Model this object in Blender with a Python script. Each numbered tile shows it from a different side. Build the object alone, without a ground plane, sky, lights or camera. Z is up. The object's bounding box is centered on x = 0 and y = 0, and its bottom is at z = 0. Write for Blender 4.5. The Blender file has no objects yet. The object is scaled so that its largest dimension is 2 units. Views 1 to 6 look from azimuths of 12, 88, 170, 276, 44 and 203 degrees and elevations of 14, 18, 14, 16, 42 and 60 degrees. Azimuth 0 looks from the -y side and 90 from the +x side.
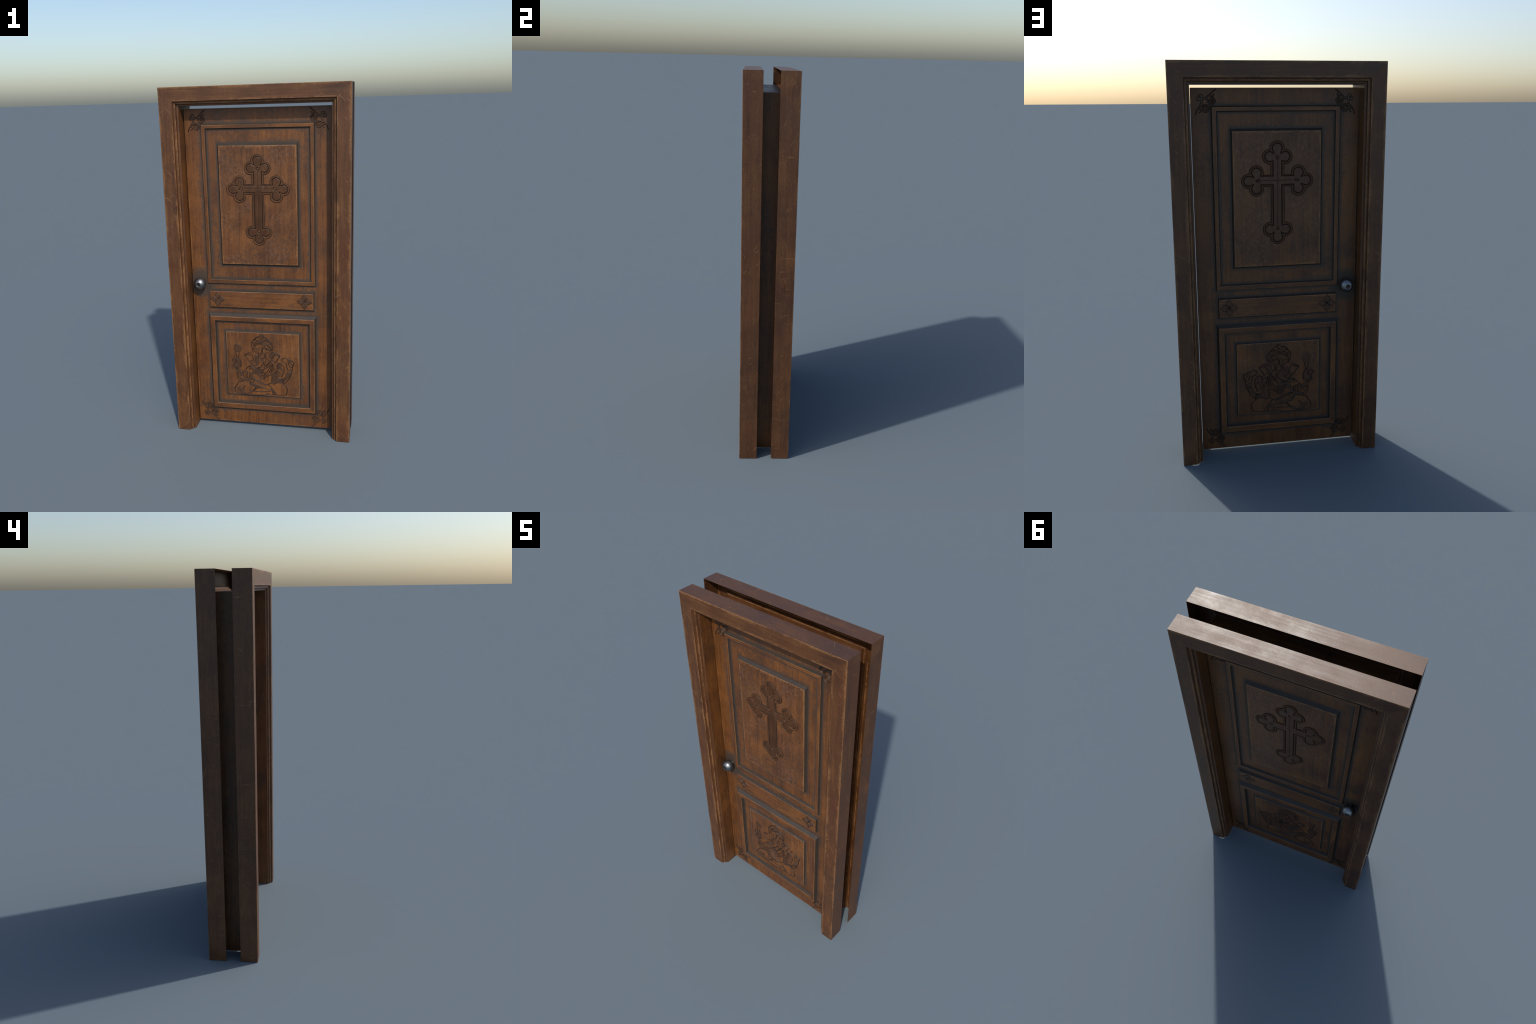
"""A panelled wooden door with carved ornaments in a hollow, stepped door frame.

Frame of reference: metres, z up, the opening faces -y (front) and +y (back);
the back of the door mirrors the front.
"""
import math
import bpy
import numpy as np

# --------------------------------------------------------------------------
# dimensions (metres)
# --------------------------------------------------------------------------
FRAME_HALF_WIDTH = 0.5117
FRAME_HEIGHT = 2.0
CASING_FACE_Y = 0.131          # outermost plane of the casing
CASING_BACK_Y = 0.0385         # where the casing's outer return stops
SHELL = 0.0007                 # sheet thickness of the hollow casing
JAMB_INSET = 0.1007            # jamb lining, measured in from the outer edge

DOOR_HALF_WIDTH = 0.405
DOOR_BOTTOM, DOOR_TOP = 0.0222, 1.8835
DOOR_Y = 0.0305                # half thickness of the slab

# rectangles on the door: (half width, bottom, top)
UPPER_RING_FOOT = (0.3145, 0.8965, 1.8015)
UPPER_RING_FACE = (0.3080, 0.9020, 1.7955)
UPPER_RING_INNER_FACE = (0.2900, 0.9228, 1.7782)
UPPER_RING_INNER_FOOT = (0.2845, 0.9280, 1.7730)
UPPER_RING_RISE = 0.0110
UPPER_PANEL_FOOT = (0.2252, 1.0095, 1.6957)
UPPER_PANEL_FACE = (0.2158, 1.0193, 1.6832)
UPPER_PANEL_RISE = 0.0140
RAIL_FOOT = (0.3045, 0.7500, 0.8596)
RAIL_FACE = (0.3002, 0.7586, 0.8530)
RAIL_RISE = 0.0135
LOWER_RING_FOOT = (0.3160, 0.1065, 0.7176)
LOWER_RING_FACE = (0.3050, 0.1210, 0.7006)
LOWER_RING_INNER_FACE = (0.2790, 0.1502, 0.6760)
LOWER_RING_INNER_FOOT = (0.2722, 0.1570, 0.6690)
LOWER_RING_RISE = 0.0180
LOWER_PANEL_FOOT = (0.2226, 0.2045, 0.6125)
LOWER_PANEL_FACE = (0.2165, 0.2102, 0.6058)
LOWER_PANEL_RISE = 0.0085
KNOB_X, KNOB_Z = -0.354, 0.9015


# --------------------------------------------------------------------------
# small shader-graph writer
# --------------------------------------------------------------------------
class Graph:
    def __init__(self, name):
        self.mat = bpy.data.materials.new(name)
        self.mat.use_nodes = True
        self.nt = self.mat.node_tree
        self.nt.nodes.clear()

    def node(self, kind, **props):
        n = self.nt.nodes.new(kind)
        for k, v in props.items():
            setattr(n, k, v)
        return n

    def put(self, socket, value):
        if isinstance(value, bpy.types.NodeSocket):
            self.nt.links.new(value, socket)
        elif value is not None:
            if isinstance(value, tuple) and len(value) == 3 and socket.type == 'RGBA':
                value = value + (1.0,)
            socket.default_value = value

    def m(self, op, a, b=None, c=None, clamp=False):
        n = self.node('ShaderNodeMath', operation=op, use_clamp=clamp)
        for s, v in zip(n.inputs, (a, b, c)):
            self.put(s, v)
        return n.outputs[0]

    def vec(self, x, y, z):
        n = self.node('ShaderNodeCombineXYZ')
        for s, v in zip(n.inputs, (x, y, z)):
            self.put(s, v)
        return n.outputs[0]

    def noise(self, vector, scale=1.0, detail=2.0, rough=0.5, distortion=0.0):
        n = self.node('ShaderNodeTexNoise')
        self.put(n.inputs['Vector'], vector)
        self.put(n.inputs['Scale'], scale)
        self.put(n.inputs['Detail'], detail)
        self.put(n.inputs['Roughness'], rough)
        self.put(n.inputs['Distortion'], distortion)
        return n.outputs[0]

    def scaled(self, vector, sx, sy, sz):
        n = self.node('ShaderNodeVectorMath', operation='MULTIPLY')
        self.put(n.inputs[0], vector)
        n.inputs[1].default_value = (sx, sy, sz)
        return n.outputs[0]

    def step(self, value, lo, hi):
        n = self.node('ShaderNodeMapRange', interpolation_type='SMOOTHSTEP')
        self.put(n.inputs[0], value)
        n.inputs[1].default_value = lo
        n.inputs[2].default_value = hi
        return n.outputs[0]

    def mix(self, fac, a, b):
        n = self.node('ShaderNodeMix', data_type='RGBA')
        self.put(n.inputs[0], fac)
        self.put(n.inputs[6], a)
        self.put(n.inputs[7], b)
        return n.outputs[2]

    def ramp(self, fac, stops):
        n = self.node('ShaderNodeValToRGB')
        self.put(n.inputs[0], fac)
        el = n.color_ramp.elements
        while len(el) < len(stops):
            el.new(0.5)
        for e, (p, c) in zip(el, stops):
            e.position = p
            e.color = c + (1.0,)
        return n.outputs[0]

    # distance to the outline of a rectangle lying in the x-z plane
    def rect_distance(self, x, z, rect):
        half, lo, hi = rect
        qx = self.m('SUBTRACT', self.m('ABSOLUTE', x), half)
        qz = self.m('SUBTRACT', self.m('ABSOLUTE', self.m('SUBTRACT', z, (lo + hi) / 2)), (hi - lo) / 2)
        ox = self.m('MAXIMUM', qx, 0.0)
        oz = self.m('MAXIMUM', qz, 0.0)
        out = self.m('SQRT', self.m('ADD', self.m('MULTIPLY', ox, ox), self.m('MULTIPLY', oz, oz)))
        ins = self.m('MINIMUM', self.m('MAXIMUM', qx, qz), 0.0)
        return self.m('ABSOLUTE', self.m('ADD', out, ins))

    def nearest(self, distances):
        d = distances[0]
        for e in distances[1:]:
            d = self.m('MINIMUM', d, e)
        return d

    def output(self, colour, rough, bump=None, strength=0.25, distance=0.001, metallic=0.0, specular=0.5):
        p = self.node('ShaderNodeBsdfPrincipled')
        self.put(p.inputs['Base Color'], colour)
        self.put(p.inputs['Roughness'], rough)
        p.inputs['Metallic'].default_value = metallic
        p.inputs['Specular IOR Level'].default_value = specular
        if bump is not None:
            b = self.node('ShaderNodeBump')
            b.inputs['Strength'].default_value = strength
            b.inputs['Distance'].default_value = distance
            self.put(b.inputs['Height'], bump)
            self.put(p.inputs['Normal'], b.outputs[0])
        o = self.node('ShaderNodeOutputMaterial')
        self.nt.links.new(p.outputs[0], o.inputs[0])
        return self.mat


# linear base colours
DOOR_TONES = ((0.046, 0.017, 0.006), (0.112, 0.040, 0.009), (0.184, 0.068, 0.013))
FRAME_TONES = ((0.044, 0.016, 0.006), (0.076, 0.028, 0.008), (0.118, 0.047, 0.012))
CARVED_TONES = ((0.034, 0.014, 0.006), (0.054, 0.022, 0.008), (0.082, 0.034, 0.011))
CROSS_TONES = ((0.032, 0.011, 0.002), (0.056, 0.019, 0.003), (0.088, 0.033, 0.006))
RIM_TONES = ((0.044, 0.017, 0.005), (0.074, 0.028, 0.008), (0.110, 0.043, 0.012))
LINE_TONES = ((0.020, 0.010, 0.006), (0.031, 0.014, 0.007), (0.048, 0.021, 0.010))
GRIME = (0.036, 0.027, 0.021)
STAIN = (0.040, 0.022, 0.013)
BARE_WOOD = (0.208, 0.096, 0.034)
RUDDY = (0.088, 0.028, 0.010)
SCUFF = (0.155, 0.088, 0.058)


def wood(name, tones, grain='z', seed=0.0, grime_rects=(), knob_grime=False, worn_rects=(),
         worn_edges=None, worn_width=0.006, worn_strength=1.0, scuffed=0.0, scratches=0.8, stained=0.66,
         roughness=0.46, specular=0.5, grime_reach=0.017):
    """Stained wood: streaks along the grain, blotches, scratches, worn edges and grime."""
    g = Graph(name)
    co = g.node('ShaderNodeTexCoord').outputs['Object']
    sep = g.node('ShaderNodeSeparateXYZ')
    g.put(sep.inputs[0], co)
    x, y, z = sep.outputs
    # noise runs on the position, so that mirrored twins differ; masks run on object coordinates
    pos = g.node('ShaderNodeSeparateXYZ')
    g.put(pos.inputs[0], g.node('ShaderNodeNewGeometry').outputs['Position'])
    px, py, pz = pos.outputs
    shift = seed
    along, across = (pz, px) if grain == 'z' else (px, pz)
    p = g.vec(g.m('ADD', across, shift), g.m('ADD', py, shift), g.m('ADD', along, shift))
    iso = g.vec(g.m('ADD', px, shift), g.m('SUBTRACT', py, shift), pz)

    wander = g.noise(g.scaled(p, 5, 5, 1.6), 1.0, 3.0)
    bent = g.node('ShaderNodeVectorMath', operation='ADD')
    g.put(bent.inputs[0], p)
    g.put(bent.inputs[1], g.vec(g.m('MULTIPLY', wander, 0.06), 0.0, 0.0))
    bent = bent.outputs[0]
    streak = g.noise(g.scaled(bent, 75, 75, 2.4), 1.0, 4.0, 0.6)
    fibre = g.noise(g.scaled(bent, 330, 330, 9.0), 1.0, 2.0)
    patch = g.noise(iso, 7.0, 5.0, 0.6)
    speck = g.noise(iso, 95.0, 4.0, 0.65)

    tone = g.m('ADD', g.m('MULTIPLY', streak, 0.62), g.m('MULTIPLY', fibre, 0.44))
    tone = g.m('ADD', tone, g.m('MULTIPLY', g.m('SUBTRACT', patch, 0.5), 0.75))
    tone = g.m('ADD', tone, g.m('MULTIPLY', g.m('SUBTRACT', speck, 0.5), 0.42))
    colour = g.ramp(tone, [(0.26, tones[0]), (0.52, tones[1]), (0.80, tones[2])])

    ruddy = g.step(g.noise(g.scaled(p, 6, 6, 2.2), 1.0, 3.0), 0.50, 0.70)
    colour = g.mix(g.m('MULTIPLY', ruddy, 0.45), colour, RUDDY)

    # old stains: speckled darker patches
    if stained:
        zone = g.step(g.noise(g.scaled(p, 7, 7, 3.5), 1.0, 3.0), 0.44, 0.64)
        mottle = g.step(g.noise(iso, 48.0, 6.0, 0.7), 0.44, 0.60)
        colour = g.mix(g.m('MULTIPLY', g.m('MULTIPLY', zone, g.m('MULTIPLY_ADD', mottle, 0.75, 0.25)), stained),
                       colour, STAIN)

    # scratches: long thin cells of a stretched noise, in three directions
    sa = g.m('ADD', px, g.m('MULTIPLY', py, 1.15))
    sb = g.m('ADD', pz, g.m('MULTIPLY', py, 0.85))
    marks = []
    kinds = ((0.62, 330, 11.0, 0.735), (1.12, 400, 15.0, 0.745), (-0.80, 360, 12.0, 0.745), (2.05, 300, 18.0, 0.75),
             (0.90, 300, 26.0, 0.755))
    for k, (angle, width, length, cut) in enumerate(kinds):
        c, s = math.cos(angle), math.sin(angle)
        u = g.m('ADD', g.m('MULTIPLY', sa, c), g.m('MULTIPLY', sb, s))
        v = g.m('SUBTRACT', g.m('MULTIPLY', sb, c), g.m('MULTIPLY', sa, s))
        v = g.m('ADD', v, g.m('MULTIPLY', g.m('SUBTRACT', patch, 0.5), 0.012))
        q = g.vec(g.m('MULTIPLY', u, length), g.m('MULTIPLY', v, width), shift + 3.1 * k)
        place = g.step(g.noise(iso, 11.0 + 2.0 * k, 1.0), 0.51, 0.61)
        marks.append(g.m('MULTIPLY', g.step(g.noise(q, 1.0, 0.0), cut, cut + 0.10), place))
    scratch = marks[0]
    for mk in marks[1:]:
        scratch = g.m('MAXIMUM', scratch, mk)
    chips = g.m('MULTIPLY', g.step(g.noise(g.scaled(p, 95, 95, 60), 1.0, 2.0), 0.70, 0.76),
                g.step(g.noise(iso, 6.5, 2.0), 0.48, 0.60))
    scratch = g.m('MULTIPLY', g.m('MAXIMUM', scratch, chips), scratches)
    colour = g.mix(scratch, colour, BARE_WOOD)

    if scuffed:
        where = g.step(g.noise(iso, 5.0, 2.0), 0.42, 0.60)
        flecks = g.step(g.noise(g.scaled(p, 70, 70, 45), 1.0, 6.0, 0.75), 0.46, 0.66)
        colour = g.mix(g.m('MULTIPLY', g.m('MULTIPLY', where, flecks), scuffed), colour, SCUFF)

    if worn_rects or worn_edges:
        ds = [g.rect_distance(x, z, r) for r in worn_rects]
        for axis_a, va, axis_b, vb in (worn_edges or ()):
            axes = {'x': x, 'y': y, 'z': z}
            da = g.m('ABSOLUTE', g.m('SUBTRACT', g.m('ABSOLUTE', axes[axis_a]), va))
            db = g.m('ABSOLUTE', g.m('SUBTRACT', g.m('ABSOLUTE', axes[axis_b]), vb))
            ds.append(g.m('MAXIMUM', da, g.m('MULTIPLY', db, 3.0)))
        d = g.nearest(ds)
        ragged = g.noise(g.scaled(p, 55, 55, 16), 1.0, 4.0, 0.65)
        broad = g.noise(g.scaled(p, 14, 14, 5), 1.0, 2.0)
        reach = g.m('MULTIPLY', g.step(g.m('ADD', g.m('MULTIPLY', ragged, 0.6), g.m('MULTIPLY', broad, 0.4)), 0.36, 0.70),
                    worn_width * 3.0)
        worn = g.m('SUBTRACT', 1.0, g.m('DIVIDE', d, g.m('MAXIMUM', reach, 0.0006)), clamp=True)
        grit = g.m('MULTIPLY_ADD', g.step(speck, 0.35, 0.62), 0.55, 0.45)
        worn = g.m('MULTIPLY', g.m('MULTIPLY', g.step(worn, 0.0, 1.0), grit), worn_strength)
        colour = g.mix(worn, colour, BARE_WOOD)

    rough = g.m('ADD', g.m('MULTIPLY_ADD', streak, 0.22, roughness - 0.11), g.m('MULTIPLY', g.m('SUBTRACT', patch, 0.5), 0.30))
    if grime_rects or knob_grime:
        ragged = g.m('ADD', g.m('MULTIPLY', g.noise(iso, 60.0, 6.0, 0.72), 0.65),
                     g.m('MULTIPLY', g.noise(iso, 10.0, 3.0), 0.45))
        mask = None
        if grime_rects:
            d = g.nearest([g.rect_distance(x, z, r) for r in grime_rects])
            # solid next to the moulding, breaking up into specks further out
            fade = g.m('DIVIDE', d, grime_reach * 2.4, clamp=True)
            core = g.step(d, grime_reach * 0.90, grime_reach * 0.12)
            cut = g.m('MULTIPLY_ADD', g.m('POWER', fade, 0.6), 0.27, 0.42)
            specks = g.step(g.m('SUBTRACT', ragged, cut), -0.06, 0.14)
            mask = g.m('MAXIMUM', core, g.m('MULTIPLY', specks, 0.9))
        if knob_grime:
            kx = g.m('SUBTRACT', x, KNOB_X + 0.008)
            kz = g.m('MULTIPLY', g.m('SUBTRACT', z, KNOB_Z - 0.002), 0.9)
            r = g.m('SQRT', g.m('ADD', g.m('MULTIPLY', kx, kx), g.m('MULTIPLY', kz, kz)))
            r = g.m('SUBTRACT', r, g.m('MULTIPLY', g.m('SUBTRACT', ragged, 0.55), 0.10))
            spot = g.step(r, 0.095, 0.056)
            mask = spot if mask is None else g.m('MAXIMUM', mask, spot)
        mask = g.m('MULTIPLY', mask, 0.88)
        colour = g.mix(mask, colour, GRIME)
        rough = g.m('MULTIPLY_ADD', mask, 0.14, rough)

    relief = g.m('ADD', g.m('MULTIPLY', fibre, 0.5), g.m('MULTIPLY', streak, 0.5))
    relief = g.m('SUBTRACT', relief, g.m('MULTIPLY', scratch, 0.8))
    return g.output(colour, rough, relief, 0.30, 0.0012, specular=specular)


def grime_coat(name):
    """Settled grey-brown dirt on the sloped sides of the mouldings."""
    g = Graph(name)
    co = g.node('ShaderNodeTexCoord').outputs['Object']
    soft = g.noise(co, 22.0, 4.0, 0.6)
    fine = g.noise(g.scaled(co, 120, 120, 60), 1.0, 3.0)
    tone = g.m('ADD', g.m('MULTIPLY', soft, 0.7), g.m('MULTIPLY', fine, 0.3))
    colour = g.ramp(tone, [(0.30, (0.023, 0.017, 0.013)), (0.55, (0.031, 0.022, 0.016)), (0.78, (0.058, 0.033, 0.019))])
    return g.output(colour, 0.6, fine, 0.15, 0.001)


def steel(name, base, roughness):
    g = Graph(name)
    co = g.node('ShaderNodeTexCoord').outputs['Object']
    smear = g.noise(co, 60.0, 4.0, 0.6)
    dark = tuple(c * 0.7 for c in base)
    return g.output(g.mix(g.step(smear, 0.35, 0.75), base, dark),
                    g.m('MULTIPLY_ADD', smear, 0.16, roughness - 0.08), metallic=1.0)


# --------------------------------------------------------------------------
# mesh helpers
# --------------------------------------------------------------------------
def new_object(name, verts, faces, materials, parent, face_slots=None, smooth=False):
    me = bpy.data.meshes.new(name)
    me.from_pydata([tuple(map(float, v)) for v in verts], [], [tuple(map(int, f)) for f in faces])
    for mt in materials:
        me.materials.append(mt)
    if face_slots is not None:
        me.polygons.foreach_set('material_index', face_slots)
    if smooth:
        me.polygons.foreach_set('use_smooth', [True] * len(me.polygons))
    me.update()
    ob = bpy.data.objects.new(name, me)
    bpy.context.scene.collection.objects.link(ob)
    ob.parent = parent
    return ob


def repeat(ob, scale=(1, 1, 1), location=None):
    """A further copy that shares the mesh; negative scales mirror it."""
    twin = ob.copy()
    twin.scale = scale
    if location is not None:
        twin.location = location
    bpy.context.scene.collection.objects.link(twin)
    return twin


def box(name, x0, x1, y0, y1, z0, z1, chamfer, material, parent):
    """A board with chamfered edges."""
    import bmesh
    bm = bmesh.new()
    bmesh.ops.create_cube(bm, size=1.0)
    for v in bm.verts:
        v.co.x = x0 if v.co.x < 0 else x1
        v.co.y = y0 if v.co.y < 0 else y1
        v.co.z = z0 if v.co.z < 0 else z1
    if chamfer:
        bmesh.ops.bevel(bm, geom=list(bm.edges), offset=chamfer, segments=2, affect='EDGES')
    me = bpy.data.meshes.new(name)
    bm.to_mesh(me)
    bm.free()
    me.materials.append(material)
    ob = bpy.data.objects.new(name, me)
    bpy.context.scene.collection.objects.link(ob)
    ob.parent = parent
    return ob


def rect_loop(rect, y):
    half, lo, hi = rect
    return [(-half, y, lo), (half, y, lo), (half, y, hi), (-half, y, hi)]


def blend_rect(a, b, t):
    return tuple(p + (q - p) * t for p, q in zip(a, b))


def moulding_ring(name, foot, face, inner_face, inner_foot, rise, mats, parent):
    """A mitred picture-frame moulding: sloped outside, flat face, sloped inside.
    mats: (rail wood, stile wood, grime)."""
    y_foot, y_face = -(DOOR_Y - 0.001), -(DOOR_Y + rise)
    soft = 0.0012
    loops = [
        rect_loop(foot, y_foot),
        rect_loop(blend_rect(foot, face, 0.93), y_foot + (y_face - y_foot) * 0.93),
        rect_loop(blend_rect(face, inner_face, 0.05), y_face),
        rect_loop(blend_rect(face, inner_face, 0.95), y_face),
        rect_loop(blend_rect(inner_face, inner_foot, 0.07), y_face + soft),
        rect_loop(inner_foot, y_foot),
    ]
    verts = [v for lp in loops for v in lp]
    faces, slots = [], []
    for k in range(len(loops) - 1):
        for s in range(4):
            a, b = 4 * k + s, 4 * k + (s + 1) % 4
            faces.append((a, b, b + 4, a + 4))
            side = 0 if s in (0, 2) else 1
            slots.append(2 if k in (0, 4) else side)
    return new_object(name, verts, faces, mats, parent, slots)


def raised_field(name, foot, face, rise, mats, parent):
    """A panel standing proud of the slab with sloped margins. mats: (wood, grime)."""
    y_foot, y_face = -(DOOR_Y - 0.001), -(DOOR_Y + rise)
    inset = blend_rect(face, (face[0] - 0.0015, face[1] + 0.0015, face[2] - 0.0015), 1.0)
    loops = [rect_loop(foot, y_foot),
             rect_loop(blend_rect(foot, face, 0.94), y_foot + (y_face - y_foot) * 0.94),
             rect_loop(inset, y_face)]
    verts = [v for lp in loops for v in lp]
    faces, slots = [], []
    for k in range(2):
        for s in range(4):
            a, b = 4 * k + s, 4 * k + (s + 1) % 4
            faces.append((a, b, b + 4, a + 4))
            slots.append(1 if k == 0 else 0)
    faces.append((8, 9, 10, 11))
    slots.append(0)
    return new_object(name, verts, faces, mats, parent, slots)


def lathe(name, profile, segments, material, parent, capped=True):
    """Profile of (radius, depth) turned about the y axis."""
    verts, faces = [], []
    for r, d in profile:
        for s in range(segments):
            a = 2 * math.pi * s / segments
            verts.append((r * math.cos(a), -d, r * math.sin(a)))
    for k in range(len(profile) - 1):
        for s in range(segments):
            t = (s + 1) % segments
            faces.append((k * segments + s, k * segments + t, (k + 1) * segments + t, (k + 1) * segments + s))
    if capped:
        faces.append(tuple(range((len(profile) - 1) * segments, len(profile) * segments)))
    return new_object(name, verts, faces, [material], parent, smooth=True)


# --------------------------------------------------------------------------
# carved relief: height fields over signed distances (millimetres)
# --------------------------------------------------------------------------
def smooth_curve(points, per_span=5):
    """Catmull-Rom curve through the control points."""
    p = np.array(points, float)
    if len(p) < 3:
        return p
    ext = np.vstack([2 * p[0] - p[1], p, 2 * p[-1] - p[-2]])
    out = []
    for i in range(1, len(ext) - 2):
        a, b, c, d = ext[i - 1:i + 3]
        for t in np.linspace(0, 1, per_span, endpoint=False):
            out.append(0.5 * (2 * b + (c - a) * t + (2 * a - 5 * b + 4 * c - d) * t * t
                              + (3 * b - a - 3 * c + d) * t ** 3))
    out.append(p[-1])
    return np.array(out)


def segment_distance(X, Z, a, b):
    dx, dz = b[0] - a[0], b[1] - a[1]
    L = dx * dx + dz * dz + 1e-9
    t = np.clip(((X - a[0]) * dx + (Z - a[1]) * dz) / L, 0, 1)
    return np.hypot(X - a[0] - t * dx, Z - a[1] - t * dz), t


def add_stroke(D, X, Z, points, w0, w1, margin=5.0):
    """Union a stroke of varying width into the distance field D."""
    c = smooth_curve(points)
    n = len(c) - 1
    for i in range(n):
        a, b = c[i], c[i + 1]
        reach = max(w0, w1) / 2 + margin
        i0, i1 = np.searchsorted(X[0], [min(a[0], b[0]) - reach, max(a[0], b[0]) + reach])
        j0, j1 = np.searchsorted(Z[:, 0], [min(a[1], b[1]) - reach, max(a[1], b[1]) + reach])
        s = np.s_[j0:j1, i0:i1]
        if D[s].size == 0:
            continue
        d, t = segment_distance(X[s], Z[s], a, b)
        half = (w0 + (w1 - w0) * (i + t) / n) / 2
        D[s] = np.minimum(D[s], d - half)


def add_area(D, X, Z, points):
    """Union a filled, smooth-edged area into the distance field D."""
    p = np.array(points, float)
    c = smooth_curve(np.vstack([p[-1:], p, p[:2]]), 4)[4:-4]
    inside = np.zeros(X.shape, bool)
    d = np.full(X.shape, 1e9)
    for a, b in zip(c, np.roll(c, -1, axis=0)):
        d = np.minimum(d, segment_distance(X, Z, a, b)[0])
        if a[1] != b[1]:
            hit = (a[1] > Z) != (b[1] > Z)
            inside ^= hit & (X < (b[0] - a[0]) * (Z - a[1]) / (b[1] - a[1]) + a[0])
    np.minimum(D, np.where(inside, -d, d), out=D)


def ramp01(v, lo, hi):
    t = np.clip((v - lo) / (hi - lo), 0, 1)
    return t * t * (3 - 2 * t)


def outlined(H, D, width=1.5):
    """A skirt a tenth of a millimetre high carrying the drawn shadow line round a carving."""
    return np.where(D < width, np.maximum(H, 0.14), H)


def grid(x0, x1, z0, z1, pitch):
    return np.meshgrid(np.arange(x0, x1 + pitch, pitch), np.arange(z0, z1 + pitch, pitch))


def relief(name, X, Z, H, materials, parent, slot_of=None):
    """Mesh of the height field, trimmed where it lies under the carrying surface.
    X, Z, H in millimetres; H = 0 is the carrying surface, which the object's y
    location sets."""
    keep_v = H > -0.9
    cell = keep_v[:-1, :-1] | keep_v[1:, :-1] | keep_v[:-1, 1:] | keep_v[1:, 1:]
    idx = np.arange(H.size).reshape(H.shape)
    j, i = np.nonzero(cell)
    quads = np.stack([idx[j, i], idx[j, i + 1], idx[j + 1, i + 1], idx[j + 1, i]], 1)
    used, quads = np.unique(quads, return_inverse=True)
    quads = quads.reshape(-1, 4)
    co = np.stack([X.ravel()[used], -H.ravel()[used], Z.ravel()[used]], 1) / 1000.0
    me = bpy.data.meshes.new(name)
    me.vertices.add(len(co))
    me.vertices.foreach_set('co', co.ravel())
    me.loops.add(quads.size)
    me.loops.foreach_set('vertex_index', quads.ravel().astype(np.int32))
    me.polygons.add(len(quads))
    me.polygons.foreach_set('loop_start', np.arange(0, quads.size, 4, dtype=np.int32))
    me.polygons.foreach_set('use_smooth', np.ones(len(quads), bool))
    for mt in materials:
        me.materials.append(mt)
    if slot_of is not None:
        me.polygons.foreach_set('material_index', slot_of[j, i].astype(np.int32))
    me.update(calc_edges=True)
    me.validate()
    ob = bpy.data.objects.new(name, me)
    bpy.context.scene.collection.objects.link(ob)
    ob.parent = parent
    return ob


# --------------------------------------------------------------------------
# materials
# --------------------------------------------------------------------------
post_u = [FRAME_HALF_WIDTH, FRAME_HALF_WIDTH - 0.0747]
post_wood = wood('frame_post_wood', FRAME_TONES, 'z', 1.3, stained=0.35, worn_width=0.0085, worn_edges=[
    ('x', FRAME_HALF_WIDTH, 'y', CASING_FACE_Y), ('x', FRAME_HALF_WIDTH - 0.0747, 'y', CASING_FACE_Y),
    ('x', FRAME_HALF_WIDTH - 0.088, 'y', 0.116)], scratches=0.85)
head_wood = wood('frame_head_wood', FRAME_TONES, 'x', 4.1, stained=0.35, worn_width=0.0085, worn_edges=[
    ('z', FRAME_HEIGHT, 'y', CASING_FACE_Y), ('z', FRAME_HEIGHT - 0.0747, 'y', CASING_FACE_Y),
    ('z', FRAME_HEIGHT - 0.088, 'y', 0.116)], scratches=0.85)
jamb_wood = wood('jamb_wood', DOOR_TONES, 'z', 2.2, scratches=0.35)
jamb_head_wood = wood('jamb_head_wood', DOOR_TONES, 'x', 2.9, scratches=0.35)
slab_wood = wood('door_slab_wood', DOOR_TONES, 'z', 0.0, knob_grime=True,
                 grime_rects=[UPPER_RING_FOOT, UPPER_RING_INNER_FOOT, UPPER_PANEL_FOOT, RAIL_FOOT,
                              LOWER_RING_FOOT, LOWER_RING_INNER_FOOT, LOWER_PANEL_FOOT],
                 worn_edges=[('x', DOOR_HALF_WIDTH, 'y', DOOR_Y), ('z', DOOR_BOTTOM, 'y', DOOR_Y)],
                 worn_width=0.004, scratches=0.7)
upper_stile = wood('upper_moulding_stile_wood', DOOR_TONES, 'z', 5.0, worn_width=0.0022,
                   worn_rects=[UPPER_RING_FACE, UPPER_RING_INNER_FACE], scratches=0.4)
upper_rail = wood('upper_moulding_rail_wood', DOOR_TONES, 'x', 5.5, worn_width=0.0022,
                  worn_rects=[UPPER_RING_FACE, UPPER_RING_INNER_FACE], scratches=0.4)
lower_stile = wood('lower_moulding_stile_wood', DOOR_TONES, 'z', 6.0, worn_width=0.0022,
                   worn_rects=[LOWER_RING_FACE, LOWER_RING_INNER_FACE], scratches=0.6)
lower_rail = wood('lower_moulding_rail_wood', DOOR_TONES, 'x', 6.5, worn_width=0.0022,
                  worn_rects=[LOWER_RING_FACE, LOWER_RING_INNER_FACE], scratches=0.6)
upper_panel_wood = wood('upper_panel_wood', DOOR_TONES, 'z', 7.0, worn_rects=[UPPER_PANEL_FACE],
                        worn_width=0.009, scuffed=0.62, scratches=0.5)
lower_panel_wood = wood('lower_panel_wood', DOOR_TONES, 'z', 8.0, worn_rects=[LOWER_PANEL_FACE],
                        worn_width=0.0045, scuffed=0.35, scratches=0.4)
rail_wood = wood('plank_wood', DOOR_TONES, 'x', 9.0, worn_rects=[RAIL_FACE], worn_width=0.004, scratches=0.8)
carved_wood = wood('carved_wood', CARVED_TONES, 'z', 10.0, stained=0.2, scratches=0.0, roughness=0.5)
cross_fill_wood = wood('cross_inlay_wood', CROSS_TONES, 'z', 11.0, stained=0.2, scuffed=0.35, scratches=0.0, roughness=0.42)
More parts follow.
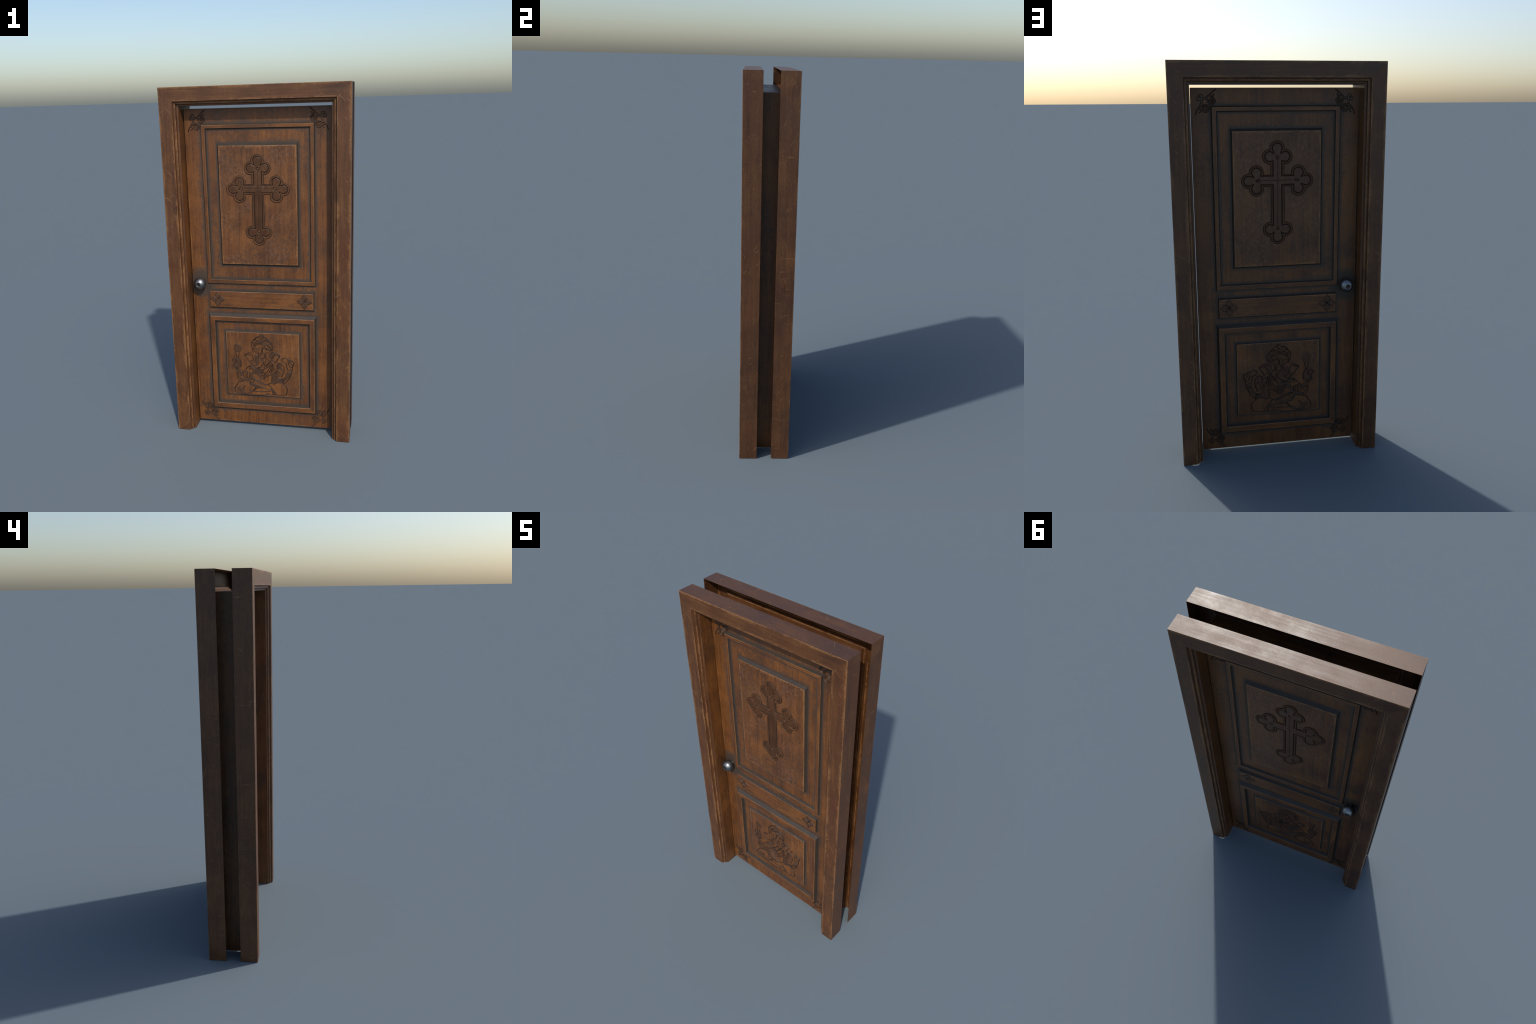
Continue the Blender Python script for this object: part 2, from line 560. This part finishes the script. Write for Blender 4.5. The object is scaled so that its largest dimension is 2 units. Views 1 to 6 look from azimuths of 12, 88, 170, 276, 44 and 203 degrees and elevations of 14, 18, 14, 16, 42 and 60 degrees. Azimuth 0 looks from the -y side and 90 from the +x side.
cross_rim_wood = wood('cross_rim_wood', RIM_TONES, 'z', 12.0, stained=0.2, scratches=0.0, roughness=0.58, specular=0.35)
carved_line_wood = wood('carved_line_wood', LINE_TONES, 'z', 14.0, stained=0.0, scratches=0.0, roughness=0.55,
                        specular=0.4)
painted_edge_shadow = wood('painted_edge_shadow', ((0.012, 0.008, 0.006), (0.019, 0.012, 0.008), (0.030, 0.018, 0.011)), 'z', 13.0,  # near-black brown paints the shading of carved edges and grooves
                    stained=0.0, scratches=0.0, roughness=0.85, specular=0.2)
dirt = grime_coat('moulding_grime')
knob_steel = steel('knob_steel', (0.27, 0.28, 0.29), 0.36)
recess_steel = steel('knob_recess_steel', (0.07, 0.065, 0.06), 0.55)

# --------------------------------------------------------------------------
# the thing
# --------------------------------------------------------------------------
door = bpy.data.objects.new('wooden_door', None)
door.empty_display_size = 0.3
bpy.context.scene.collection.objects.link(door)
door['label'] = 'carved brown wooden door with cross panel in stepped frame'
door['category'] = 'door'


# ---- frame ---------------------------------------------------------------
def casing_profile():
    """(inset from the outer edge, distance from the mid plane) from the outer
    return over the flat face and two chamfered steps to the jamb."""
    c = 0.0012
    outer = [(0.0, CASING_BACK_Y), (0.0, CASING_FACE_Y - c), (c, CASING_FACE_Y),
             (0.0747 - c, CASING_FACE_Y), (0.0747, CASING_FACE_Y - c),
             (0.0785, 0.1180), (0.0868, 0.1166), (0.0882, 0.1155),
             (0.0916, 0.1043), (JAMB_INSET - 0.001, 0.1030), (JAMB_INSET, 0.1020)]
    p = np.array(outer)
    t = np.diff(p, axis=0)
    n = np.stack([t[:, 1], -t[:, 0]], 1) / np.linalg.norm(t, axis=1)[:, None]
    vn = np.vstack([n[:1], n[:-1] + n[1:], n[-1:]])
    vn /= np.linalg.norm(vn, axis=1)[:, None]
    cosine = np.clip((vn * np.vstack([n, n[-1:]])).sum(1), 0.5, 1)
    inner = p + vn * (SHELL / cosine)[:, None]
    return p, inner


def sweep(name, start, end, material):
    """Closed shell between the casing profile and its offset; start and end map a
    profile point to the two ends of the board."""
    p, q = casing_profile()
    ring = np.vstack([p, q[::-1]])
    n = len(ring)
    verts = [start(u, y) for u, y in ring] + [end(u, y) for u, y in ring]
    faces = [(i, (i + 1) % n, n + (i + 1) % n, n + i) for i in range(n)]
    m = len(p)
    caps = [(i, n - 1 - i, n - 2 - i, i + 1) for i in range(m - 1)]
    if name == 'frame_post':
        faces += caps
    return new_object(name, verts, faces, [material], door)


post = sweep('frame_post',
             lambda u, y: (-(FRAME_HALF_WIDTH - u), -y, 0.0),
             lambda u, y: (-(FRAME_HALF_WIDTH - u), -y, FRAME_HEIGHT - u), post_wood)
for s in ((-1, 1, 1), (1, -1, 1), (-1, -1, 1)):
    repeat(post, s)
head = sweep('frame_head',
             lambda u, y: (-(FRAME_HALF_WIDTH - u), -y, FRAME_HEIGHT - u),
             lambda u, y: (FRAME_HALF_WIDTH - u, -y, FRAME_HEIGHT - u), head_wood)
repeat(head, (1, -1, 1))

jx = FRAME_HALF_WIDTH - JAMB_INSET
jz = FRAME_HEIGHT - JAMB_INSET
jamb = box('jamb_side', -jx - SHELL, -jx, -0.1018, 0.1018, 0.0, jz, 0, jamb_wood, door)
repeat(jamb, (-1, 1, 1))
box('jamb_head', -jx - SHELL, jx + SHELL, -0.1018, 0.1018, jz, jz + SHELL, 0, jamb_head_wood, door)

# ---- door leaf -------------------------------------------------------------
slab = box('door_slab', -DOOR_HALF_WIDTH, DOOR_HALF_WIDTH, -DOOR_Y, DOOR_Y, DOOR_BOTTOM, DOOR_TOP, 0.0012,
           slab_wood, door)


def both_sides(ob):
    """Mirror a front part onto the back of the door."""
    repeat(ob, (1, -1, 1), (ob.location.x, -ob.location.y, ob.location.z))
    return ob


both_sides(moulding_ring('upper_moulding', UPPER_RING_FOOT, UPPER_RING_FACE, UPPER_RING_INNER_FACE,
                         UPPER_RING_INNER_FOOT, UPPER_RING_RISE, [upper_rail, upper_stile, dirt], slab))
both_sides(raised_field('upper_panel', UPPER_PANEL_FOOT, UPPER_PANEL_FACE, UPPER_PANEL_RISE,
                        [upper_panel_wood, dirt], slab))
both_sides(raised_field('middle_plank', RAIL_FOOT, RAIL_FACE, RAIL_RISE, [rail_wood, dirt], slab))
both_sides(moulding_ring('lower_moulding', LOWER_RING_FOOT, LOWER_RING_FACE, LOWER_RING_INNER_FACE,
                         LOWER_RING_INNER_FOOT, LOWER_RING_RISE, [lower_rail, lower_stile, dirt], slab))
both_sides(raised_field('lower_panel', LOWER_PANEL_FOOT, LOWER_PANEL_FACE, LOWER_PANEL_RISE,
                        [lower_panel_wood, dirt], slab))

# ---- door knob: mushroom head on a short neck, with a dished key recess ----
knob = lathe('door_knob', [(0.0165, -0.001), (0.0160, 0.004), (0.0160, 0.0115), (0.0180, 0.0128), (0.0240, 0.0145),
                           (0.0305, 0.0175), (0.0343, 0.0225), (0.0357, 0.0290), (0.0355, 0.0360), (0.0338, 0.0430),
                           (0.0305, 0.0488), (0.0258, 0.0540), (0.0205, 0.0582), (0.0165, 0.0606), (0.0135, 0.0618),
                           (0.0124, 0.0619), (0.0118, 0.0614)], 64, knob_steel, slab, capped=False)
knob.location = (KNOB_X, -DOOR_Y, KNOB_Z)
recess = lathe('knob_recess', [(0.0120, 0.0616), (0.0110, 0.0606), (0.0080, 0.0599), (0.0030, 0.0597)],
               48, recess_steel, knob)
twin = both_sides(knob)
back = repeat(recess)
back.parent = bpy.data.objects['door_knob.001']

# ---- carved cross with trefoil ends -----------------------------------------
def cross_relief():
    cz = 1447.0
    X, Z = grid(-184, 184, 1126, 1642, 0.9)
    z = Z - cz
    # trefoil lobes: (x, z of the lobe, x, z of the joint it grows from)
    lobes = [(0, 154, 0, 109), (0, -281, 0, -238)]
    for s in (-1, 1):
        lobes += [(s * 37, 114, 0, 109), (s * 38, -242.5, 0, -238),
                  (s * 141, -2, s * 94, 0), (s * 103, 37, s * 94, 0), (s * 103, -40, s * 94, 0)]
    outer = np.full(X.shape, 1e9)
    inner = np.full(X.shape, 1e9)
    for lx, lz, jx_, jz_ in lobes:
        outer = np.minimum(outer, np.hypot(X - lx, z - lz) - 36)
        d, t = segment_distance(X, z, (jx_, jz_), (lx, lz))
        inner = np.minimum(inner, d - (11 + 10 * t ** 1.5))

    def bar(half_x, lo, hi):
        qx = np.abs(X) - half_x
        qz = np.abs(z - (lo + hi) / 2) - (hi - lo) / 2
        return np.hypot(np.maximum(qx, 0), np.maximum(qz, 0)) + np.minimum(np.maximum(qx, qz), 0)
    outer = np.minimum(outer, np.minimum(bar(33, -238, 109), bar(94, -29.5, 27)))
    inner = np.minimum(inner, np.minimum(bar(18.5, -238, 109), bar(94, -18, 18)))

    rim = ramp01(-outer, -0.3, 2.0)
    H = -1.6 + rim * 5.4                               # raised rim, 3.8 mm proud
    groove = ramp01(-inner, -6.8, -4.2) * (1 - ramp01(-inner, -3.4, 1.8))
    H = np.where(outer < 0, H - groove * 3.5, H)
    sunk = ramp01(-inner, -1.5, 1.5)
    H = np.where(outer < 0, H - sunk * 0.9, H)
    # fine centre line on the bars and a bead at every joint
    line = np.minimum(np.where((z > -228) & (z < 99), np.abs(X), 99), np.where(np.abs(X) < 84, np.abs(z), 99))
    H = H - (inner < 0) * (1 - ramp01(line, 0.5, 2.0)) * 1.1
    beads = np.full(X.shape, 99.0)
    knobs = np.zeros(X.shape, bool)
    for bx, bz in ((0, 109), (0, -238), (-94, 0), (94, 0)):
        r = np.hypot(X - bx, z - bz)
        H = np.where(r < 9.5, 0.5 + (H - 0.5) * ramp01(r, 8.0, 9.5), H)
        H = np.where(r < 6.5, 0.5 + 2.8 * (1 - (r / 6.5) ** 2), H)
        beads = np.minimum(beads, np.where(r < 6, 50.0, np.abs(r - 7.5)))
        knobs |= r < 6
    H = np.where(outer < -2, np.maximum(H, 0.3), H)
    slot = np.where(inner < -0.5, 0, 1)
    slot = np.where((groove > 0.45), 2, slot)
    slot = np.where((outer > -1.9) | ((inner < 0) & (line < 1.1)) | (beads < 1.3), 2, slot)[:-1, :-1]
    slot = np.where(knobs[:-1, :-1], 1, slot)
    H = outlined(H, outer, 1.7)
    ob = relief('cross_carving', X, Z, H, [cross_fill_wood, cross_rim_wood, painted_edge_shadow], slab, slot)
    ob.location.y = -(DOOR_Y + UPPER_PANEL_RISE)
    return ob


both_sides(cross_relief())

# ---- four-petalled flowers on the middle plank ------------------------------
def flower_relief():
    X, Z = grid(-48, 48, -48, 48, 0.7)
    D = np.full(X.shape, 1e9)
    H = np.full(X.shape, -1.6)
    vein = np.full(X.shape, 99.0)
    for k in range(4):
        c, s = math.cos(k * math.pi / 2), math.sin(k * math.pi / 2)
        u, v = X * c + Z * s, Z * c - X * s          # u runs out along the petal
        petal = np.full(X.shape, 1e9)
        add_area(petal, u, v, [(3, 0), (9, 8), (17, 15), (24, 16), (30, 12.5), (36, 7), (44, 0),
                               (36, -7), (30, -12.5), (24, -16), (17, -15), (9, -8)])
        D = np.minimum(D, petal)
        h = -1.6 + ramp01(-petal, -0.4, 2.0) * 4.4
        h -= (petal < 0) * (1 - ramp01(np.abs(v), 0.4, 1.8)) * (1 - ramp01(u, 14, 22)) * 1.6
        H = np.maximum(H, h)
        vein = np.minimum(vein, np.where((u > 0) & (u < 19), np.abs(v), 99))
    r = np.hypot(X, Z)
    H = np.where(r < 6, np.maximum(H - 1.5, np.sqrt(np.maximum(16 - r * r, 0)) * 0.6), H)
    H = outlined(H, D)
    slot = np.where((D > -0.7) | (vein < 0.9), 1, 0)[:-1, :-1]
    return relief('flower_carving', X, Z, H, [carved_wood, painted_edge_shadow], slab, slot)


flower = flower_relief()
flower.location = (-0.2555, -(DOOR_Y + RAIL_RISE), 0.8065)
both_sides(flower)
right = repeat(flower, (1, 1, 1), (0.2505, -(DOOR_Y + RAIL_RISE), 0.8075))
both_sides(right)

# ---- scrolled foliage in the corners of the slab ----------------------------
# strokes: (start width, end width), control points in mm from the slab's corner
SCROLLS = [
    ((2.0, 6.5), [(-118, -7), (-105, -17), (-90, -31), (-77, -42), (-65, -49), (-52, -50)]),
    ((6.0, 2.0), [(-52, -51), (-52, -65), (-47, -77), (-36, -91), (-27, -105), (-21, -122)]),
    ((3, 3), [(-101, -23), (-92, -32), (-96, -39), (-105, -38), (-108, -29)]),
    ((3, 3), [(-37, -95), (-46, -99), (-47, -107), (-40, -112)]),
    ((4.2, 3.4), [(-67, -50), (-76, -50), (-80, -64), (-90, -75), (-104, -74), (-114, -61), (-109, -49), (-98, -47), (-88, -53), (-87, -63), (-95, -70), (-104, -66), (-105, -58), (-99, -55), (-96, -62)]),
    ((4.2, 3.4), [(-51, -58), (-50, -75), (-50, -87), (-57, -80), (-68, -77), (-81, -83), (-86, -94), (-80, -107), (-70, -112), (-60, -108), (-56, -97), (-62, -87), (-72, -87), (-77, -94), (-72, -101), (-66, -98)]),
]
SCROLL_BUDS = [
    [(-55, -50), (-58, -33), (-45, -29), (-37, -35), (-45, -41), (-48, -49)],
    [(-50, -52), (-43, -44), (-31, -42), (-29, -51), (-35, -59), (-45, -58)],
]


def scroll_relief():
    X, Z = grid(-128, 4, -128, 4, 0.7)
    D = np.full(X.shape, 1e9)
    for (w0, w1), pts in SCROLLS:
        add_stroke(D, X, Z, pts, w0 * 1.5, w1 * 1.5)
    for pts in SCROLL_BUDS:
        add_area(D, X, Z, pts)
    H = outlined(-1.6 + ramp01(-D, -0.5, 1.6) * 4.8, D)
    slot = np.where(D > -0.8, 1, 0)[:-1, :-1]
    return relief('corner_scroll', X, Z, H, [carved_wood, painted_edge_shadow], slab, slot)


scroll = scroll_relief()
scroll.location = (DOOR_HALF_WIDTH, -DOOR_Y, DOOR_TOP)
for sx, sz in ((1, 1), (-1, 1), (1, -1), (-1, -1)):
    for sy in (1, -1):
        if (sx, sy, sz) == (1, 1, 1):
            continue
        repeat(scroll, (sx, sy, sz), (sx * DOOR_HALF_WIDTH, -sy * DOOR_Y, DOOR_TOP if sz > 0 else DOOR_BOTTOM))

# ---- seated elephant-headed figure on the lower panel -----------------------
FIGURE_X, FIGURE_Z = grid(-192, 192, -206, 202, 0.7)
FIGURE_Z_MID = 408.0
figure_lines = np.full(FIGURE_X.shape, 1e9)
figure_areas = np.full(FIGURE_X.shape, 1e9)


def lines(width, *curves):
    for c in curves:
        add_stroke(figure_lines, FIGURE_X, FIGURE_Z, c, width * 1.05, width * 1.05)


def areas(*outlines):
    for c in outlines:
        add_area(figure_areas, FIGURE_X, FIGURE_Z, c)


# headdress
lines(3.4,
      [(-20, 177), (-34, 170), (-48, 158), (-57, 146), (-65, 136), (-66, 124), (-64, 109), (-60, 98), (-58, 85), (-51, 81)],
      [(-15, 187), (-5, 185), (5, 183), (12, 176), (19, 169)],
      [(1, 187), (14, 177), (25, 167), (37, 156), (48, 143), (56, 130), (59, 116), (58, 102), (54, 91)],
      [(-47, 110), (-37, 121), (-26, 127), (-12, 130), (2, 129), (11, 124), (22, 123), (31, 118), (37, 110)],
      [(-53, 114), (-44, 126), (-32, 134), (-19, 136), (-5, 138), (11, 139), (20, 136), (29, 128), (39, 120), (46, 106), (48, 92)])
# headdress curls
lines(2.4,
      [(-39, 156), (-30, 152), (-16, 155), (-6, 146), (6, 148), (17, 154), (26, 154)],
      [(-60, 138), (-51, 137), (-41, 139), (-34, 145), (-28, 146)],
      [(-60, 129), (-54, 126), (-46, 132)],
      [(-30, 142), (-21, 145), (-12, 141), (0, 142)],
      [(-36, 168), (-29, 171), (-24, 167), (-29, 165)],
      [(-18, 167), (-11, 174), (-2, 178), (7, 172), (4, 164), (-8, 163)],
      [(-9, 159), (-2, 158), (6, 149)],
      [(16, 147), (25, 148), (33, 143)],
      [(37, 148), (45, 141), (51, 137)],
      [(38, 132), (54, 129)],
      [(-49, 149), (-43, 155), (-38, 162)],
      [(21, 162), (30, 156), (36, 148)])
# brow and eyes
lines(2.4,
      [(-21, 111), (-14, 104), (-7, 101), (-6, 76)],
      [(-5, 120), (-1, 111), (-1, 81)],
      [(15, 116), (8, 107), (5, 103), (19, 102), (28, 105)],
      [(-50, 97), (-40, 101), (-31, 102), (-24, 96), (-21, 87)],
      [(-44, 85), (-39, 75), (-31, 73), (-23, 76)],
      [(-37, 92), (-32, 84)],
      [(20, 97), (30, 100), (38, 101)],
      [(24, 88), (29, 91), (38, 95)],
      [(42, 90), (40, 82), (30, 74)],
      [(-55, 108), (-54, 96), (-50, 86)])
lines(3.0,
      [(12, 57), (9, 46), (2, 38), (-7, 38), (-14, 44), (-16, 56), (-13, 67), (-6, 75), (3, 75), (10, 69), (12, 57)])
# ear
areas(
      [(39, 68), (58, 74), (69, 72), (66, 60), (57, 44), (48, 41), (39, 50)])
lines(3.4,
      [(-110, 57), (-98, 63), (-83, 70), (-71, 73)],
      [(-101, 54), (-89, 59), (-75, 61), (-62, 58), (-60, 46), (-56, 39), (-56, 30), (-62, 24), (-73, 18)],
      [(-110, 54), (-99, 43), (-88, 28), (-80, 15), (-73, 8), (-71, 1)])
lines(4.0,
      [(51, 73), (61, 80), (74, 79), (88, 73), (100, 65)],
      [(59, 44), (65, 57), (72, 66), (83, 66), (96, 60)],
      [(102, 62), (96, 50), (87, 37), (80, 26), (74, 12)],
      [(48, 42), (57, 33), (66, 25), (75, 19)])
# cheek
areas(
      [(-46, 57), (-34, 58), (-26, 51), (-32, 41), (-46, 34)],
      [(-53, 24), (-39, 35), (-26, 41), (-24, 25), (-25, 7), (-34, 1), (-44, 18)])
# tusk band
lines(2.6,
      [(-69, 6), (-64, -4), (-58, -11)],
      [(-65, 13), (-59, 3), (-52, -8)],
      [(-54, 20), (-49, 8), (-40, -2)],
      [(-44, 17), (-35, 4)],
      [(-61, -11), (-52, -12), (-42, -8), (-35, -3)])
# trunk
lines(3.6,
      [(-13, 29), (-2, 27), (4, 20), (5, 13)],
      [(4, 10), (-1, 0), (-8, -9), (-16, -18), (-26, -24)],
      [(-44, -21), (-34, -22), (-24, -17)],
      [(15, 25), (12, 6), (8, -4)],
      [(20, 79), (19, 57), (17, 39), (22, 38)],
      [(27, 44), (33, 37), (38, 28), (50, 28)],
      [(-24, 76), (-23, 61), (-25, 50)])
# shawl
lines(3.4,
      [(14, -6), (26, 4), (35, 16), (43, 21), (52, 20)],
      [(6, -16), (18, -11), (32, 2), (41, 12)],
      [(2, -30), (15, -23), (29, -14), (40, -3)],
      [(50, 13), (43, -9), (33, -29), (21, -49), (8, -59)],
      [(57, 9), (49, -16), (41, -36), (35, -51)],
      [(61, 4), (57, -16), (51, -34), (47, -50)],
      [(65, -13), (63, -27), (55, -41)],
      [(71, -22), (73, -44)],
      [(61, 6), (72, 0), (80, -4)],
      [(-104, -34), (-91, -20), (-77, -9)],
      [(-84, -17), (-68, -11), (-54, -19), (-41, -29), (-25, -29), (-13, -29)])
# shoulder
areas(
      [(-86, -37), (-82, -22), (-68, -17), (-50, -28), (-20, -33), (1, -29), (-1, -48), (-9, -54), (-21, -50), (-30, -42), (-41, -44), (-35, -60), (-56, -61), (-64, -65), (-65, -76), (-56, -89), (-70, -91), (-75, -103), (-89, -111), (-109, -107), (-127, -111), (-127, -101), (-91, -86), (-80, -73), (-81, -56), (-65, -53), (-64, -35), (-78, -30)],
      [(48, -55), (74, -39), (82, -38), (82, -69), (93, -86), (110, -94), (114, -104), (52, -109), (55, -77), (46, -62)])
# necklace
lines(3.4,
      [(-41, -44), (-32, -54), (-23, -63), (-14, -68), (0, -67), (11, -59), (15, -54)],
      [(-31, -42), (-23, -51), (-12, -58), (0, -50), (9, -51)],
      [(-35, -63), (-29, -70), (-19, -79), (-12, -90), (-3, -93)],
      [(5, -88), (11, -79), (25, -75), (37, -66), (44, -60), (51, -68), (55, -75)],
      [(8, -70), (22, -67), (30, -57)],
      [(49, -82), (52, -100)],
      [(-11, -75), (-3, -73), (5, -79), (2, -86)])
# upper arm bands
lines(2.8,
      [(-112, -41), (-104, -48), (-95, -50), (-87, -55), (-81, -65), (-83, -85)],
      [(-122, -61), (-119, -76), (-113, -88)],
      [(-105, -55), (-104, -70), (-106, -87)],
      [(-94, -56), (-93, -74), (-95, -88)],
      [(-125, -63), (-117, -58)])
# lotus
areas(
      [(-161, 122), (-144, 122), (-133, 115), (-127, 100), (-131, 86), (-139, 73), (-149, 74), (-162, 74), (-168, 90), (-170, 104)])
lines(3.0,
      [(-161, 72), (-158, 55), (-155, 38)],
      [(-141, 71), (-143, 52), (-147, 42)],
      [(-159, 45), (-152, 36), (-144, 39)])
# lotus hand
areas(
      [(-159, 31), (-143, 27), (-135, 11), (-134, -6), (-140, -22), (-170, -27), (-177, -14), (-169, -1), (-155, 3), (-158, 15)])
lines(3.0,
      [(-172, 32), (-183, 22), (-181, 10), (-170, 4), (-163, 11), (-164, 23), (-172, 32)],
      [(-147, 38), (-139, 28), (-133, 13), (-131, -2), (-134, -20)],
      [(-181, -23), (-168, -29), (-141, -22)],
      [(-170, -34), (-160, -40)],
      [(-163, -33), (-148, -32)],
      [(-177, -3), (-179, -19)])
# lotus arm
areas(
      [(-160, -40), (-140, -34), (-131, -49), (-110, -41), (-114, -53), (-131, -63), (-125, -80), (-135, -75), (-142, -57), (-156, -58)])
lines(3.2,
      [(-161, -58), (-158, -75), (-154, -92), (-144, -108)],
      [(-153, -61), (-147, -81), (-136, -98)],
      [(-144, -57), (-136, -72), (-132, -80)])
# sweet bowl
areas(
      [(90, 9), (111, 12), (110, -10), (118, -29), (97, -21), (88, -17)])
lines(3.0,
      [(88, 11), (98, 16), (111, 14), (122, -1), (126, -18), (124, -38), (116, -60), (111, -72)],
      [(88, 11), (85, -7), (89, -20)],
      [(84, -24), (84, -41), (90, -56), (100, -69)],
      [(94, -20), (107, -24), (118, -30)],
      [(95, -35), (98, -47), (108, -57)],
      [(116, -44), (126, -45)])
# raised arm
areas(
      [(137, -51), (153, -47), (167, -46), (159, -62), (146, -75), (126, -95), (120, -80), (133, -67)])
lines(3.4,
      [(82, -67), (90, -79), (101, -85), (115, -84)],
      [(169, -48), (159, -67), (149, -87), (134, -105), (123, -113)],
      [(119, -82), (120, -111)],
      [(147, -25), (160, -24), (169, -29), (172, -37)],
      [(144, -36), (153, -37), (169, -42)],
      [(145, -44), (159, -48)],
      [(97, -92), (114, -91)])
# raised hand
areas(
      [(148, 42), (161, 42), (173, 33), (161, 25), (154, 15), (148, 23)])
lines(3.4,
      [(115, 41), (116, 29), (127, 22), (138, 15)],
      [(115, 43), (128, 50), (143, 46), (158, 42), (170, 36), (185, 30)],
      [(185, 27), (183, 10), (176, -6), (174, -25)],
      [(141, 16), (141, 0), (146, -18)],
      [(151, 14), (162, -4), (176, -4)],
      [(162, 25), (170, 16), (178, 4)],
      [(177, 28), (185, 27)])
# thigh
lines(2.8,
      [(-55, -100), (-37, -109), (-10, -122), (16, -132)],
      [(-63, -174), (-39, -174), (-12, -173), (15, -171), (44, -168)],
      [(-131, -197), (-76, -197), (-21, -195), (42, -191), (87, -189), (133, -186)],
      [(-73, -100), (-66, -94), (-59, -101), (-64, -116), (-74, -117)],
      [(15, -182), (37, -184)])
lines(3.4,
      [(-148, -118), (-132, -114), (-110, -107), (-90, -110), (-79, -121)],
      [(-150, -120), (-160, -137), (-169, -147), (-174, -163), (-169, -188), (-153, -192), (-131, -197)],
      [(-122, -155), (-109, -141)],
      [(-83, -125), (-72, -136), (-60, -141), (-47, -142), (-51, -154), (-61, -166)])
lines(3.8,
      [(-64, -91), (-44, -96), (-19, -108), (2, -120), (26, -125), (38, -117), (49, -112), (63, -120), (78, -112), (94, -107), (112, -110), (124, -119), (136, -129), (143, -142), (143, -161), (133, -185)],
      [(-51, -158), (-36, -151), (-15, -147), (5, -148), (25, -156), (46, -159), (55, -168), (56, -187)],
      [(36, -127), (48, -143), (62, -161), (76, -183)])
# foot
areas(
      [(-157, -156), (-144, -151), (-133, -158), (-122, -157), (-119, -173), (-98, -188), (-112, -193), (-131, -193), (-157, -167)],
      [(-81, -125), (-61, -122), (-38, -130), (-2, -143), (-20, -148), (-42, -155), (-51, -166), (-63, -176), (-76, -189), (-96, -188), (-83, -174), (-57, -162), (-45, -144), (-63, -140)],
      [(48, -145), (76, -185), (55, -187), (55, -166), (46, -157)])
# torso
areas(
      [(52, -80), (79, -67), (87, -81), (107, -88), (121, -89), (122, -115), (96, -107), (65, -119), (49, -112)],
      [(-135, -96), (-83, -87), (-67, -71), (-62, -89), (-75, -94), (-77, -121), (-91, -109), (-110, -106), (-132, -113), (-133, -110)])


def figure_relief():
    H = np.maximum(-1.6 + ramp01(-figure_areas, -0.5, 1.1) * 2.9, -1.6 + ramp01(-figure_lines, -0.5, 1.1) * 4.8)
    H = outlined(H, np.minimum(figure_lines, figure_areas), 1.2)
    dark = ((figure_lines > -0.75) & (figure_lines < 1.2)) | ((figure_areas > -0.9) & (figure_lines > 0))
    slot = np.where(dark, 1, np.where(figure_lines < 0, 2, 0))[:-1, :-1]
    ob = relief('seated_figure_carving', FIGURE_X, FIGURE_Z + FIGURE_Z_MID, H,
                [carved_wood, painted_edge_shadow, carved_line_wood], slab, slot)
    ob.location.y = -(DOOR_Y + LOWER_PANEL_RISE)
    return ob


both_sides(figure_relief())
